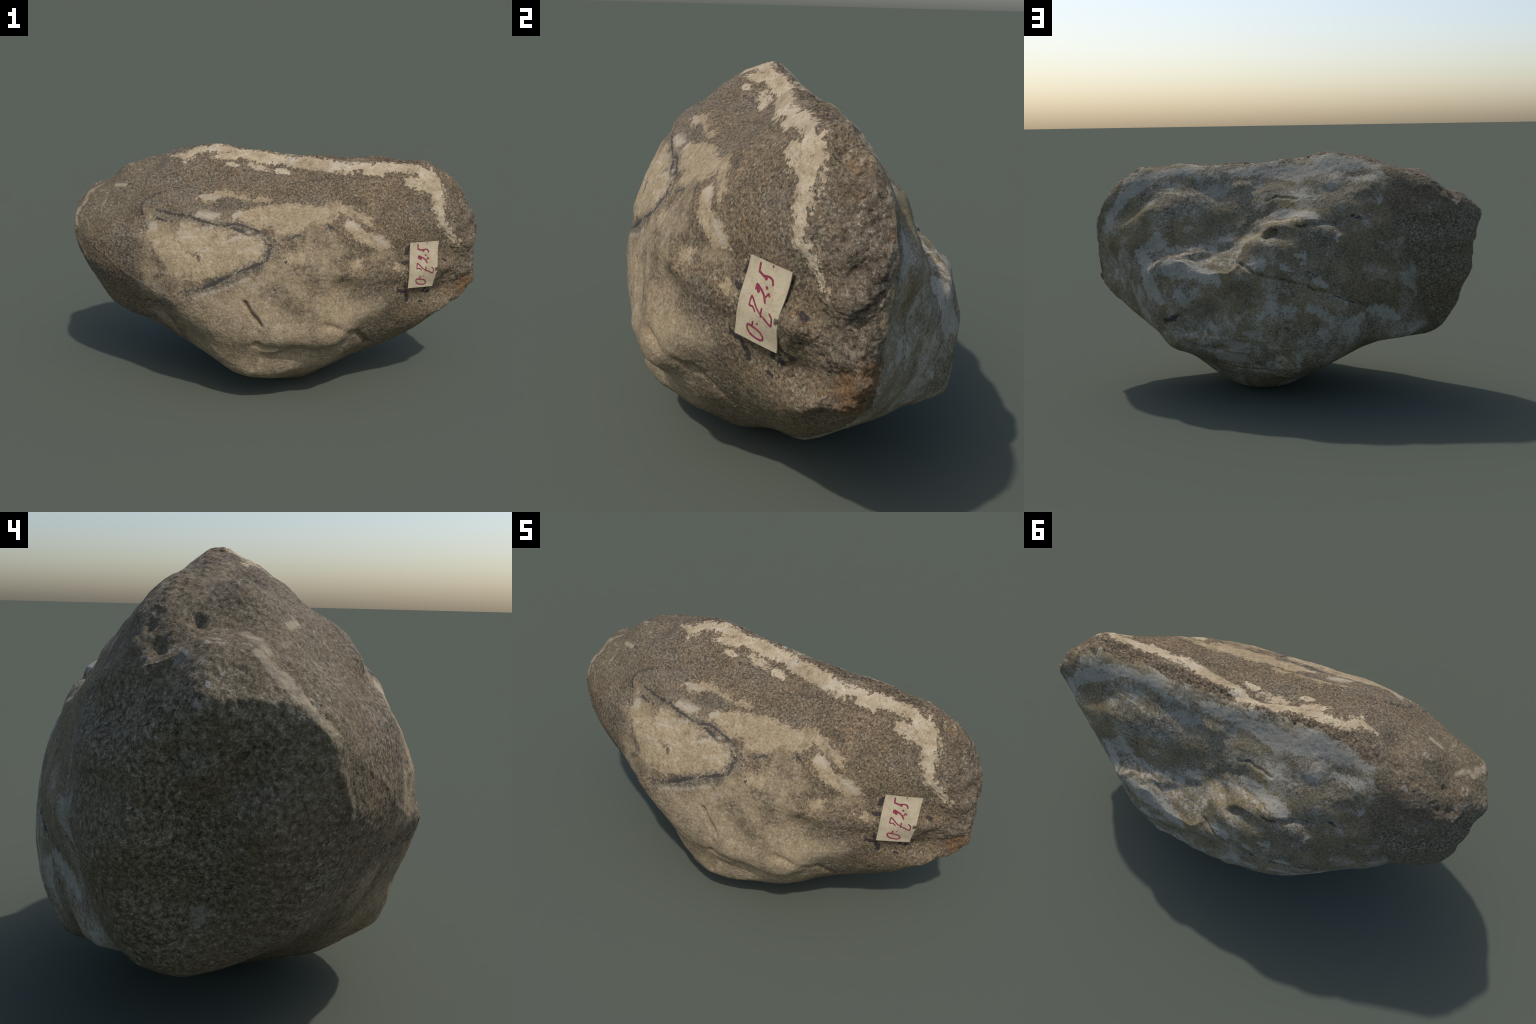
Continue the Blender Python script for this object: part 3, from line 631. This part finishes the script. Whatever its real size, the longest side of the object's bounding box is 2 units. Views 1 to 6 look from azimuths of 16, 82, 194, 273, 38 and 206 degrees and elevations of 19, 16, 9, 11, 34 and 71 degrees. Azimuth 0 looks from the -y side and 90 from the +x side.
class Stone(Nodes):
    """Shared grain fields and the plain sandstone that the front and the ends are made of."""

    def __init__(self, name):
        super().__init__(name)
        N = self
        P = N.P = N.new("ShaderNodeTexCoord").outputs["Object"]
        sep = N.new("ShaderNodeSeparateXYZ")
        N.put(sep.inputs[0], P)
        N.X, N.Y, N.Z = sep.outputs
        N.Pw = N.warp(N.warp(P, 9, .05), 55, .040)        # ragged patch borders
        N.Pf = N.warp(P, 40, .009)                        # finer wobble for lines
        N.big = N.noise(P, 3.2, 3, .55)
        N.mid = N.noise(P, 11, 5, .6)
        N.fine = N.noise(P, 95, 5, .75)
        N.grit = N.noise(P, 230, 3, .8)
        N.rag = N.noise(N.warp(P, 20, .02), 52, 4, .62)   # torn borders
        sep = N.new("ShaderNodeSeparateColor")
        N.put(sep.inputs[0], N.cells(N.warp(P, 90, .01), 165, out="Color"))
        N.g1, N.g2 = sep.outputs[0], sep.outputs[1]

    def warp(self, vec, scale, amount, detail=3.0):
        c = self.noise(vec, scale, detail, 0.65, color=True)
        return self.vmath("ADD", vec, self.vmath("SCALE", self.vmath("SUBTRACT", c, (.5, .5, .5)), scale=amount))

    def centred(self, field, gain):
        return self.math("MULTIPLY", self.math("SUBTRACT", field, .5), gain)

    def add(self, *parts):
        out = parts[0]
        for q in parts[1:]:
            out = self.math("ADD", out, q)
        return out

    def mul(self, *parts):
        out = parts[0]
        for q in parts[1:]:
            out = self.math("MULTIPLY", out, q)
        return out

    def patch(self, vec, lines, ragged, soft=.006):
        """Mask of fattened lines with a border broken up by the given field."""
        return self.step(self.add(self.line_field(vec, lines), ragged), soft, -soft)

    def sandstone(self):
        N = self
        N.tone = N.add(N.mul(N.fine, .88), N.mul(N.grit, .62), N.centred(N.g1, .24), N.centred(N.mid, .20), -.16)
        brown = N.ramp(N.tone, [(.34, (.026, .020, .013)), (.47, (.080, .060, .038)), (.59, (.150, .113, .071)),
                                (.71, (.218, .168, .106)), (.92, (.380, .315, .220))])
        grey = N.ramp(N.tone, [(.34, (.024, .022, .019)), (.47, (.084, .072, .055)), (.59, (.160, .136, .102)),
                               (.73, (.245, .208, .155)), (.94, (.410, .370, .300))])
        N.grey = grey
        base = N.mix(N.mul(N.step(N.big, .46, .68), .5), brown, grey)
        base = N.mix(N.mul(N.step(N.g1, .90, .94), .6), base, (.030, .027, .024))
        base = N.mix(N.mul(N.step(N.g2, .03, .02), .5), base, (.38, .33, .25))
        rust = N.mul(N.step(N.g2, .78, .95), N.step(N.mid, .45, .62), .5)
        base = N.mix(rust, base, (.30, .155, .055))
        # broken right end: coarse and rusty
        right = N.mul(N.step(N.X, .83, .93), N.step(N.Y, -.05, .03))
        coarse = N.add(N.mul(N.noise(N.warp(N.P, 24, .03), 60, 6, .8), .95), N.mul(N.grit, .5), -.225)
        end = N.ramp(coarse, [(.34, (.020, .016, .012)), (.44, (.080, .062, .044)), (.54, (.155, .122, .084)),
                              (.63, (.260, .215, .155)), (.74, (.520, .480, .400))])
        stain = N.add(N.noise(N.P, 7, 3), N.mul(N.step(N.Z, .75, .50), .07))
        end = N.mix(N.mul(N.step(stain, .54, .68), .6), end, N.ramp(coarse, [(.40, (.10, .045, .016)), (.66, (.33, .17, .06))]))
        end = N.mix(N.mul(N.step(N.noise(N.P, 16, 5, .7), .56, .66), .6), end, (.030, .022, .016))
        base = N.mix(N.mul(right, .9), base, end)
        # fractured left end: dark speckles and pale shell flecks
        d = N.math("SUBTRACT", N.math("MULTIPLY_ADD", N.math("SUBTRACT", 1.0, N.Z), -.31, -.53), N.X)
        N.left = N.mul(N.step(N.add(d, N.centred(N.mid, .25)), -.03, .10), N.step(N.Y, -.36, -.26))
        spk = N.add(N.mul(N.noise(N.warp(N.P, 40, .015), 90, 5, .78), .95), N.mul(N.grit, .42), -.17)
        lc = N.ramp(spk, [(.32, (.012, .010, .007)), (.42, (.064, .053, .033)), (.51, (.150, .123, .077)),
                          (.59, (.235, .197, .130)), (.74, (.520, .475, .385))])
        lc = N.mix(N.mul(N.step(N.noise(N.P, 5, 4), .40, .60), .55), lc, N.mix(.5, lc, (.175, .125, .065)))
        lc = N.mix(N.mul(N.step(N.Z, .86, 1.0), .55), lc, base)  # sunlit top of this end tinted browner than the shaded facet below
        blotch = N.mul(N.step(N.noise(N.warp(N.P, 10, .05), 9, 5, .7), .60, .68), .5)
        lc = N.mix(blotch, lc, (.30, .28, .225))
        # splintery shell fragments
        sv = N.vmath("MULTIPLY", N.warp(N.P, 14, .08), (1.0, 1.0, 2.6))
        shell = N.mul(N.step(N.noise(sv, 52, 2, .5), .69, .73), .6)
        lc = N.mix(shell, lc, (.42, .41, .38))
        base = N.mix(N.left, base, lc)
        # olive film low down
        low = N.mul(N.step(N.Z, .50, .20), .45)
        return N.mix(low, base, N.mix(.5, base, (.185, .150, .085)))

    def finish(self, base, relief):
        N = self
        N.put(N.bsdf.inputs["Base Color"], base)
        N.bsdf.inputs["Roughness"].default_value = .88
        N.bsdf.inputs["Specular IOR Level"].default_value = .25
        b = N.new("ShaderNodeBump")
        b.inputs["Strength"].default_value = .6
        b.inputs["Distance"].default_value = .006
        N.put(b.inputs["Height"], relief)
        N.put(N.bsdf.inputs["Normal"], b.outputs[0])
        return N.mat


def front_material():
    N = Stone("sandstone")
    base = N.sandstone()
    P, fine, mid = N.P, N.fine, N.mid
    # the bedding of the lower front is paler than the brown band under the crest
    pale_zone = N.mul(N.step(N.Y, -.24, -.36), N.step(N.Z, 1.0, .88), N.step(N.X, .72, .35), N.step(N.X, -.62, -.48))
    mott = N.step(N.add(N.noise(P, 9, 6, .68), N.mul(pale_zone, .06)), .46, .64)
    tan_n = N.noise(P, 26, 6, .7)
    tan = N.ramp(N.add(N.mul(fine, .55), N.mul(tan_n, .35), N.mul(N.grit, .2)),
                 [(.36, (.115, .082, .046)), (.47, (.275, .206, .122)), (.57, (.375, .292, .180)),
                  (.74, (.560, .480, .355))])
    base = N.mix(N.mul(mott, pale_zone, .55), base, tan)
    low_zone = N.mul(N.step(N.Z, .62, .45), N.step(N.Y, -.22, -.34), N.step(N.X, -.40, -.25))
    base = N.mix(N.mul(low_zone, .30), base, tan)
    # tan fossil bed
    worn = N.mul(N.step(N.add(N.mul(N.noise(N.warp(P, 14, .04), 15, 6, .72), .8), N.mul(fine, .2)), .525, .60), .62)
    bed = N.mul(N.patch(N.Pw, TAN, N.add(N.centred(tan_n, .05), N.centred(N.rag, .06), N.centred(fine, .02), -.006), .004), N.math("SUBTRACT", .90, worn))
    base = N.mix(bed, base, tan)
    base = N.mix(N.mul(bed, N.step(N.noise(P, 120, 3, .7), .62, .68), .7), base, (.085, .062, .040))
    base = N.mix(N.mul(N.patch(N.Pw, TAN_DIM, N.centred(tan_n, .10), .03), .55), base, tan)
    scar = N.mix(N.step(N.noise(P, 40, 4, .6), .45, .62), (.400, .330, .225), (.270, .225, .160))
    base = N.mix(N.mul(N.patch(N.Pf, SCAR, N.add(N.centred(fine, .03), -.005), .006), .8), base, scar)
    # pale scratches fanning across the bed
    sv = N.vmath("MULTIPLY", N.warp(P, 6, .04), (5.0, 10.0, 34.0))
    streak = N.mul(N.step(N.noise(sv, 1.7, 4, .65), .56, .70), N.step(N.math("ABSOLUTE", N.add(N.X, .15)), .34, .10),
                   N.step(N.math("ABSOLUTE", N.math("SUBTRACT", N.Z, .80)), .13, .05), N.step(N.Y, -.2, -.3))
    base = N.mix(N.mul(streak, .55), base, (.52, .47, .385))
    chalk = N.mul(N.step(N.noise(N.warp(P, 12, .05), 17, 5, .7), .60, .70), pale_zone, .5)
    base = N.mix(chalk, base, (.50, .45, .365))
    # grey smudge and black seams
    sm = N.patch(N.Pw, SMUDGE, N.centred(fine, .10), .016)
    base = N.mix(N.mul(sm, .45), base, N.mix(.35, N.grey, (.105, .096, .084)))
    bl = N.patch(N.Pf, BLACK, N.add(N.centred(N.fine, .034), N.centred(mid, .022), N.centred(N.grit, .02), -.002), .003)
    base = N.mix(N.mul(bl, .82), base, (.030, .028, .026))
    halo = N.mul(N.patch(N.Pw, BLACK, N.add(N.centred(fine, .07), N.centred(N.grit, .05), -.004), .003), .5)
    base = N.mix(halo, base, (.066, .060, .053))
    white = N.patch(N.warp(N.Pf, 30, .02), WHITE, N.add(N.centred(N.rag, .06), N.centred(fine, .06)), .003)
    base = N.mix(N.mul(white, .5), base, (.46, .41, .33))
    # cream vein along the crest and down the right end
    vn = N.add(N.centred(mid, .06), N.centred(N.rag, .085), N.centred(fine, .04), -.002)
    ve = N.patch(N.Pw, VEIN, vn, .0022)
    pepper = N.mul(N.step(N.add(N.mul(N.noise(P, 62, 5, .8), .7), N.mul(N.grit, .3)), .53, .60),
                   N.step(N.noise(P, 10, 4), .40, .54))
    ve = N.mul(ve, N.math("SUBTRACT", 1.0, N.mul(pepper, .8)))
    rim = N.patch(N.Pw, RIM, N.add(N.centred(mid, .05), N.centred(fine, .05)), .006)
    base = N.mix(N.mul(rim, .7), base, N.ramp(N.tone, [(.34, (.016, .012, .008)), (.58, (.075, .054, .033)),
                                                       (.85, (.270, .220, .150))]))
    vein = N.ramp(N.add(N.mul(mid, .55), N.mul(fine, .35), N.mul(N.grit, .15)),
                  [(.36, (.190, .145, .088)), (.46, (.400, .310, .195)), (.56, (.520, .430, .300)),
                   (.72, (.640, .580, .470))])
    base = N.mix(N.mul(ve, .88), base, vein)
    # faded black pen on the bare rock
    ink = N.patch(N.warp(P, 120, .005), INK, N.add(N.centred(fine, .016), -.0025), .002)
    base = N.mix(N.mul(ink, .85), base, (.026, .021, .024))
    return N.finish(base, N.add(N.mul(fine, .9), N.mul(N.grit, .45)))


def crust_material():
    N = Stone("weathered_crust")
    stone = N.sandstone()
    P, fine, mid = N.P, N.fine, N.mid
    skin = N.add(N.mul(fine, .60), N.mul(mid, .30), N.mul(N.grit, .20))
    olive = N.ramp(skin, [(.38, (.070, .056, .032)), (.50, (.165, .134, .078)), (.62, (.245, .204, .125)),
                          (.80, (.380, .330, .230))])
    ochre = N.ramp(skin, [(.38, (.130, .088, .038)), (.55, (.270, .200, .098)), (.72, (.430, .350, .210))])
    drab = N.ramp(N.tone, [(.36, (.040, .033, .022)), (.49, (.130, .109, .073)), (.61, (.215, .182, .125)),
                         (.84, (.420, .375, .285))])
    base = N.mix(N.step(N.noise(P, 6, 4, .6), .44, .58), olive, drab)
    base = N.mix(N.mul(N.step(N.noise(P, 4.5, 4), .45, .60), .65), base, ochre)
    base = N.mix(N.mul(N.step(N.noise(P, 5.5, 5, .7), .58, .68), N.step(fine, .42, .55), .5), base, (.050, .045, .038))
    # the right of the back (towards -x) is bare sandstone with an olive tinge
    bare = N.mul(N.step(N.add(N.X, N.centred(mid, .3)), -.20, -.50), N.step(N.Z, .30, .45))
    base = N.mix(N.mul(bare, .55), base, N.mix(.35, stone, olive))
    # thin pale skin: specks, then closed flakes
    pale = N.ramp(skin, [(.36, (.240, .218, .165)), (.52, (.365, .338, .272)), (.70, (.500, .470, .390))])
    warm = N.mix(N.step(mid, .42, .62), pale, (.400, .350, .270))
    pale = N.mix(N.step(N.Z, .98, 1.06), pale, warm)
    salt = N.step(N.add(N.mul(N.noise(P, 110, 3, .8), .8), N.mul(N.grit, .2)), .48, .56)
    field = N.noise(N.warp(P, 8, .06), 8.5, 6, .66)
    top = N.step(N.Z, .92, 1.03)
    dens = N.add(field, N.mul(top, .065), N.mul(N.step(N.Z, .75, .60), N.step(N.X, .1, .4), .04), N.mul(N.step(N.Z, .62, .40), .02), N.mul(bare, -.03))
    speck = N.mul(N.step(dens, .47, .60), salt, .70)
    haze = N.mul(N.step(dens, .48, .62), .18)
    loose = N.mul(N.step(dens, .615, .635), .75)
    flakes = N.patch(N.Pw, PALE, N.add(N.centred(mid, .05), N.centred(N.rag, .06), N.centred(fine, .03), -.003), .0025)
    flakes = N.mul(flakes, N.math("SUBTRACT", 1.0, N.mul(N.step(fine, .56, .66), .55)))
    base = N.mix(haze, base, pale)
    base = N.mix(speck, base, pale)
    base = N.mix(N.math("MAXIMUM", loose, N.mul(flakes, .88)), base, pale)
    pepper = N.mul(N.step(N.add(N.mul(N.noise(P, 85, 4, .8), .7), N.mul(N.grit, .3)), .535, .60),
                   N.step(N.noise(N.warp(P, 9, .05), 7, 4, .6), .42, .58))
    base = N.mix(N.mul(pepper, .75), base, (.040, .036, .030))
    # yellow-brown to cream-coloured patches along the fold and low on the back
    oc = N.patch(N.Pw, OCHRE, N.centred(mid, .06), .012)
    cream = N.mix(N.step(N.noise(P, 48, 5, .75), .44, .56), ochre, (.52, .465, .375))
    base = N.mix(N.mul(oc, .8), base, cream)
    bl = N.patch(N.Pf, BACK_SEAM, N.centred(N.fine, .035), .004)
    base = N.mix(N.mul(bl, .82), base, (.024, .024, .026))
    base = N.mix(N.left, base, stone)
    return N.finish(base, N.add(N.mul(fine, .7), N.mul(N.grit, .3)))


def paper_material():
    N = Nodes("aged_paper")
    P = N.new("ShaderNodeTexCoord").outputs["Object"]
    f = N.noise(P, 260, 4, .7)
    b = N.noise(P, 22, 4, .6)
    col = N.ramp(N.math("ADD", N.math("MULTIPLY", f, .5), N.math("MULTIPLY", b, .5)),
                 [(.34, (.300, .240, .150)), (.50, (.430, .360, .245)), (.66, (.500, .430, .310))])
    N.put(N.bsdf.inputs["Base Color"], col)
    N.bsdf.inputs["Roughness"].default_value = .9
    N.bsdf.inputs["Specular IOR Level"].default_value = .2
    bp = N.new("ShaderNodeBump")
    bp.inputs["Strength"].default_value = .25
    bp.inputs["Distance"].default_value = .002
    N.put(bp.inputs["Height"], f)
    N.put(N.bsdf.inputs["Normal"], bp.outputs[0])
    return N.mat


def red_ink_material():
    N = Nodes("red_ink")
    P = N.new("ShaderNodeTexCoord").outputs["Object"]
    f = N.noise(P, 140, 4, .7)
    N.put(N.bsdf.inputs["Base Color"], N.ramp(f, [(.35, (.120, .012, .028)), (.65, (.270, .030, .060))]))
    N.bsdf.inputs["Roughness"].default_value = .7
    return N.mat


# ----------------------------------------------------------------------------
# 4. PARTS
# ----------------------------------------------------------------------------
def attach(ob, parent):
    ob.parent = parent
    return ob


def make_object(name, verts, faces, mat, parent, vert_normals=None):
    me = bpy.data.meshes.new(name)
    faces = np.asarray(faces)
    if vert_normals is not None:
        me.vertices.add(len(verts))
        me.vertices.foreach_set("co", np.asarray(verts, np.float32).ravel())
        me.loops.add(faces.size)
        me.loops.foreach_set("vertex_index", faces.astype(np.int32).ravel())
        me.polygons.add(len(faces))
        me.polygons.foreach_set("loop_start", np.arange(0, faces.size, 3, dtype=np.int32))
        me.update(calc_edges=True)
        me.validate()
    else:
        me.from_pydata([tuple(v) for v in verts], [], [tuple(int(i) for i in f) for f in faces])
    me.polygons.foreach_set("use_smooth", [True] * len(me.polygons))
    if vert_normals is not None:
        me.normals_split_custom_set_from_vertices(np.asarray(vert_normals).tolist())
    me.materials.append(mat)
    ob = bpy.data.objects.new(name, me)
    bpy.context.scene.collection.objects.link(ob)
    return attach(ob, parent)


def split_regions(p, tri, nv, front, back, root):
    """The stone is one skin, parted along its natural borders; each part keeps the normals of the whole."""
    c = p[tri].mean(1)
    wob = 0.02 * np.sin(c[:, 0] * 31 + 2 * np.sin(c[:, 2] * 23))
    ragged = (0.016 * fractal(p, 28.0, 4, 7))[tri].mean(1)
    dist, half = polyline_distance(c, VEIN[0])
    vein = (dist < half) & (crust_side(c) < -0.01)
    left = (left_side(c) + wob + ragged > .05) & (c[:, 1] > -.40)
    crust = (crust_side(c) + ragged > 0) & ~left
    right = (c[:, 0] > .84 + wob) & (c[:, 1] > -.04) & ~crust
    label = np.zeros(len(tri), int)
    label[crust] = 1
    label[left] = 2
    label[right] = 3
    label[vein] = 4
    for k, (name, mat) in enumerate((("sandstone_face", front), ("weathered_crust", back), ("fracture_face", front),
                                     ("broken_end", front), ("calcite_vein", front))):
        f = tri[label == k]
        used, inv = np.unique(f, return_inverse=True)
        make_object(name, p[used], inv.reshape(-1, 3), mat, root, nv[used])


LABEL_CORNERS = dict(tl=(0.702, -0.171, 0.770), tr=(0.824, -0.085, 0.759),
                     bl=(0.696, -0.205, 0.562), br=(0.796, -0.106, 0.544))
# pen strokes in label coordinates: (name, width, points); u runs right, v runs down
PEN = [
    ("handwritten_zero", .0050, [(.284, .806), (.283, .861), (.349, .907), (.468, .930), (.598, .937), (.669, .917),
                                 (.674, .882), (.597, .831), (.494, .812), (.380, .805), (.288, .803)]),
    ("handwritten_zero", .0045, [(.380, .806), (.415, .774), (.415, .736)]),
    ("handwritten_point", .0045, [(.516, .738), (.542, .751)]),
    ("handwritten_seven", .0046, [(.443, .613), (.366, .564), (.268, .573), (.268, .515), (.274, .446), (.368, .499),
                                  (.463, .565), (.584, .611), (.716, .645), (.868, .693), (.864, .591), (.774, .546)]),
    ("handwritten_seven", .0048, [(.584, .526), (.595, .647)]),
    ("handwritten_two", .0062, [(.325, .366), (.312, .293), (.453, .335), (.551, .383), (.629, .462)]),
    ("handwritten_two", .0110, [(.349, .307), (.409, .382)]),
    ("handwritten_two", .0052, [(.600, .393), (.633, .341), (.681, .371)]),
    ("handwritten_point", .0060, [(.533, .278), (.583, .299)]),
    ("handwritten_five", .0058, [(.271, .032), (.286, .161)]),
    ("handwritten_five", .0058, [(.290, .145), (.418, .178), (.543, .155), (.632, .176), (.672, .239)]),
    ("handwritten_five", .0088, [(.455, .165), (.497, .208)]),
    ("handwritten_point", .0056, [(.566, .016), (.592, .024)]),
]


def build_label(p, tri, root):
    bvh = BVHTree.FromPolygons([tuple(v) for v in p.tolist()], tri.tolist())
    tl, tr, bl, br = (np.array(LABEL_CORNERS[k]) for k in ("tl", "tr", "bl", "br"))
    nrm = np.cross(bl - tl, tr - tl)
    nrm /= np.linalg.norm(nrm)
    if nrm[1] > 0:
        nrm = -nrm
    nu, nvv = 25, 37

    def flat(u, v):
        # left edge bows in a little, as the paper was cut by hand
        bow = -.014 * math.sin(math.pi * v) * (1 - u) + .006 * math.sin(math.pi * v) * u
        uu = u + bow
        return (tl * (1 - uu) + tr * uu) * (1 - v) + (bl * (1 - uu) + br * uu) * v

    drop = np.zeros((nvv, nu))
    for j in range(nvv):
        for i in range(nu):
            q = flat(i / (nu - 1), j / (nvv - 1))
            hit = bvh.ray_cast(Vector(q + nrm * .2), Vector(-nrm))
            drop[j, i] = .2 - hit[3] if hit[0] is not None else 0
    for _ in range(70):      # the paper bridges the grain instead of following it
        s = np.pad(drop, 1, mode="edge")
        avg = (s[:-2, 1:-1] + s[2:, 1:-1] + s[1:-1, :-2] + s[1:-1, 2:]) / 4
        drop = np.maximum(avg, drop * .5 + avg * .5)
    drop += .0055

    def on_paper(u, v, lift):
        x, y = np.clip(u * (nu - 1), 0, nu - 1.001), np.clip(v * (nvv - 1), 0, nvv - 1.001)
        i, j = int(x), int(y)
        fx, fy = x - i, y - j
        d = (drop[j, i] * (1 - fx) + drop[j, i + 1] * fx) * (1 - fy) + \
            (drop[j + 1, i] * (1 - fx) + drop[j + 1, i + 1] * fx) * fy
        return flat(u, v) + nrm * (d + lift)

    verts, faces = [], []
    for lift in (0.0, -.0030):
        for j in range(nvv):
            for i in range(nu):
                verts.append(on_paper(i / (nu - 1), j / (nvv - 1), lift))
    m = nu * nvv
    for j in range(nvv - 1):
        for i in range(nu - 1):
            a = j * nu + i
            faces.append((a, a + nu, a + nu + 1, a + 1))
            faces.append((m + a, m + a + 1, m + a + nu + 1, m + a + nu))
    ring = [i for i in range(nu)] + [j * nu + nu - 1 for j in range(1, nvv)] + \
           [(nvv - 1) * nu + i for i in range(nu - 2, -1, -1)] + [j * nu for j in range(nvv - 2, 0, -1)]
    for a, b in zip(ring, ring[1:] + ring[:1]):
        faces.append((a, b, m + b, m + a))
    me = bpy.data.meshes.new("paper_label")
    me.from_pydata([tuple(v) for v in verts], [], faces)
    me.materials.append(paper_material())
    label = bpy.data.objects.new("paper_label", me)
    bpy.context.scene.collection.objects.link(label)
    attach(label, root)

    ink = red_ink_material()
    groups = {}
    for name, width, line in PEN:
        groups.setdefault(name, []).append((width, line))
    rng = np.random.default_rng(5)
    for name, strokes in groups.items():
        vs, fs = [], []
        for width, line in strokes:
            pts = []
            for (a, b) in zip(line[:-1], line[1:]):
                for t in np.linspace(0, 1, 7)[:-1]:
                    pts.append(np.array(a) * (1 - t) + np.array(b) * t)
            pts.append(np.array(line[-1]))
            pts = np.array(pts)
            for _ in range(2):
                pts[1:-1] = (pts[:-2] + 2 * pts[1:-1] + pts[2:]) / 4
            w3 = [on_paper(u, v, .0) for u, v in pts]
            k = len(w3)
            start = len(vs)
            for i in range(k):
                t = w3[min(i + 1, k - 1)] - w3[max(i - 1, 0)]
                side = np.cross(t, nrm)
                side /= np.linalg.norm(side)
                ends = min(i, k - 1 - i)
                wd = width * .62 * (.62 if ends == 0 else 1.0) * rng.uniform(.85, 1.15)
                for s, lift in ((-1, -.0006), (-.85, .0007), (0, .0010), (.85, .0007), (1, -.0006)):
                    vs.append(w3[i] + side * wd * s + nrm * lift)
            for i in range(k - 1):
                for s in range(4):
                    a = start + i * 5 + s
                    fs.append((a, a + 1, a + 6, a + 5))
            fs.append(tuple(start + s for s in range(5))[::-1])
            fs.append(tuple(start + (k - 1) * 5 + s for s in range(5)))
        me = bpy.data.meshes.new(name)
        me.from_pydata([tuple(v) for v in vs], [], fs)
        me.materials.append(ink)
        ob = bpy.data.objects.new(name, me)
        bpy.context.scene.collection.objects.link(ob)
        attach(ob, label)


def main():
    root = bpy.data.objects.new("fossil_rock", None)
    bpy.context.scene.collection.objects.link(root)
    root["label"] = "brown weathered rock with cream vein and red-numbered paper label"
    root["category"] = "rock specimen"
    tmp, p, tri, nv = build_skin()
    bpy.data.objects.remove(tmp, do_unlink=True)
    split_regions(p, tri, nv, front_material(), crust_material(), root)
    build_label(p, tri, root)


main()
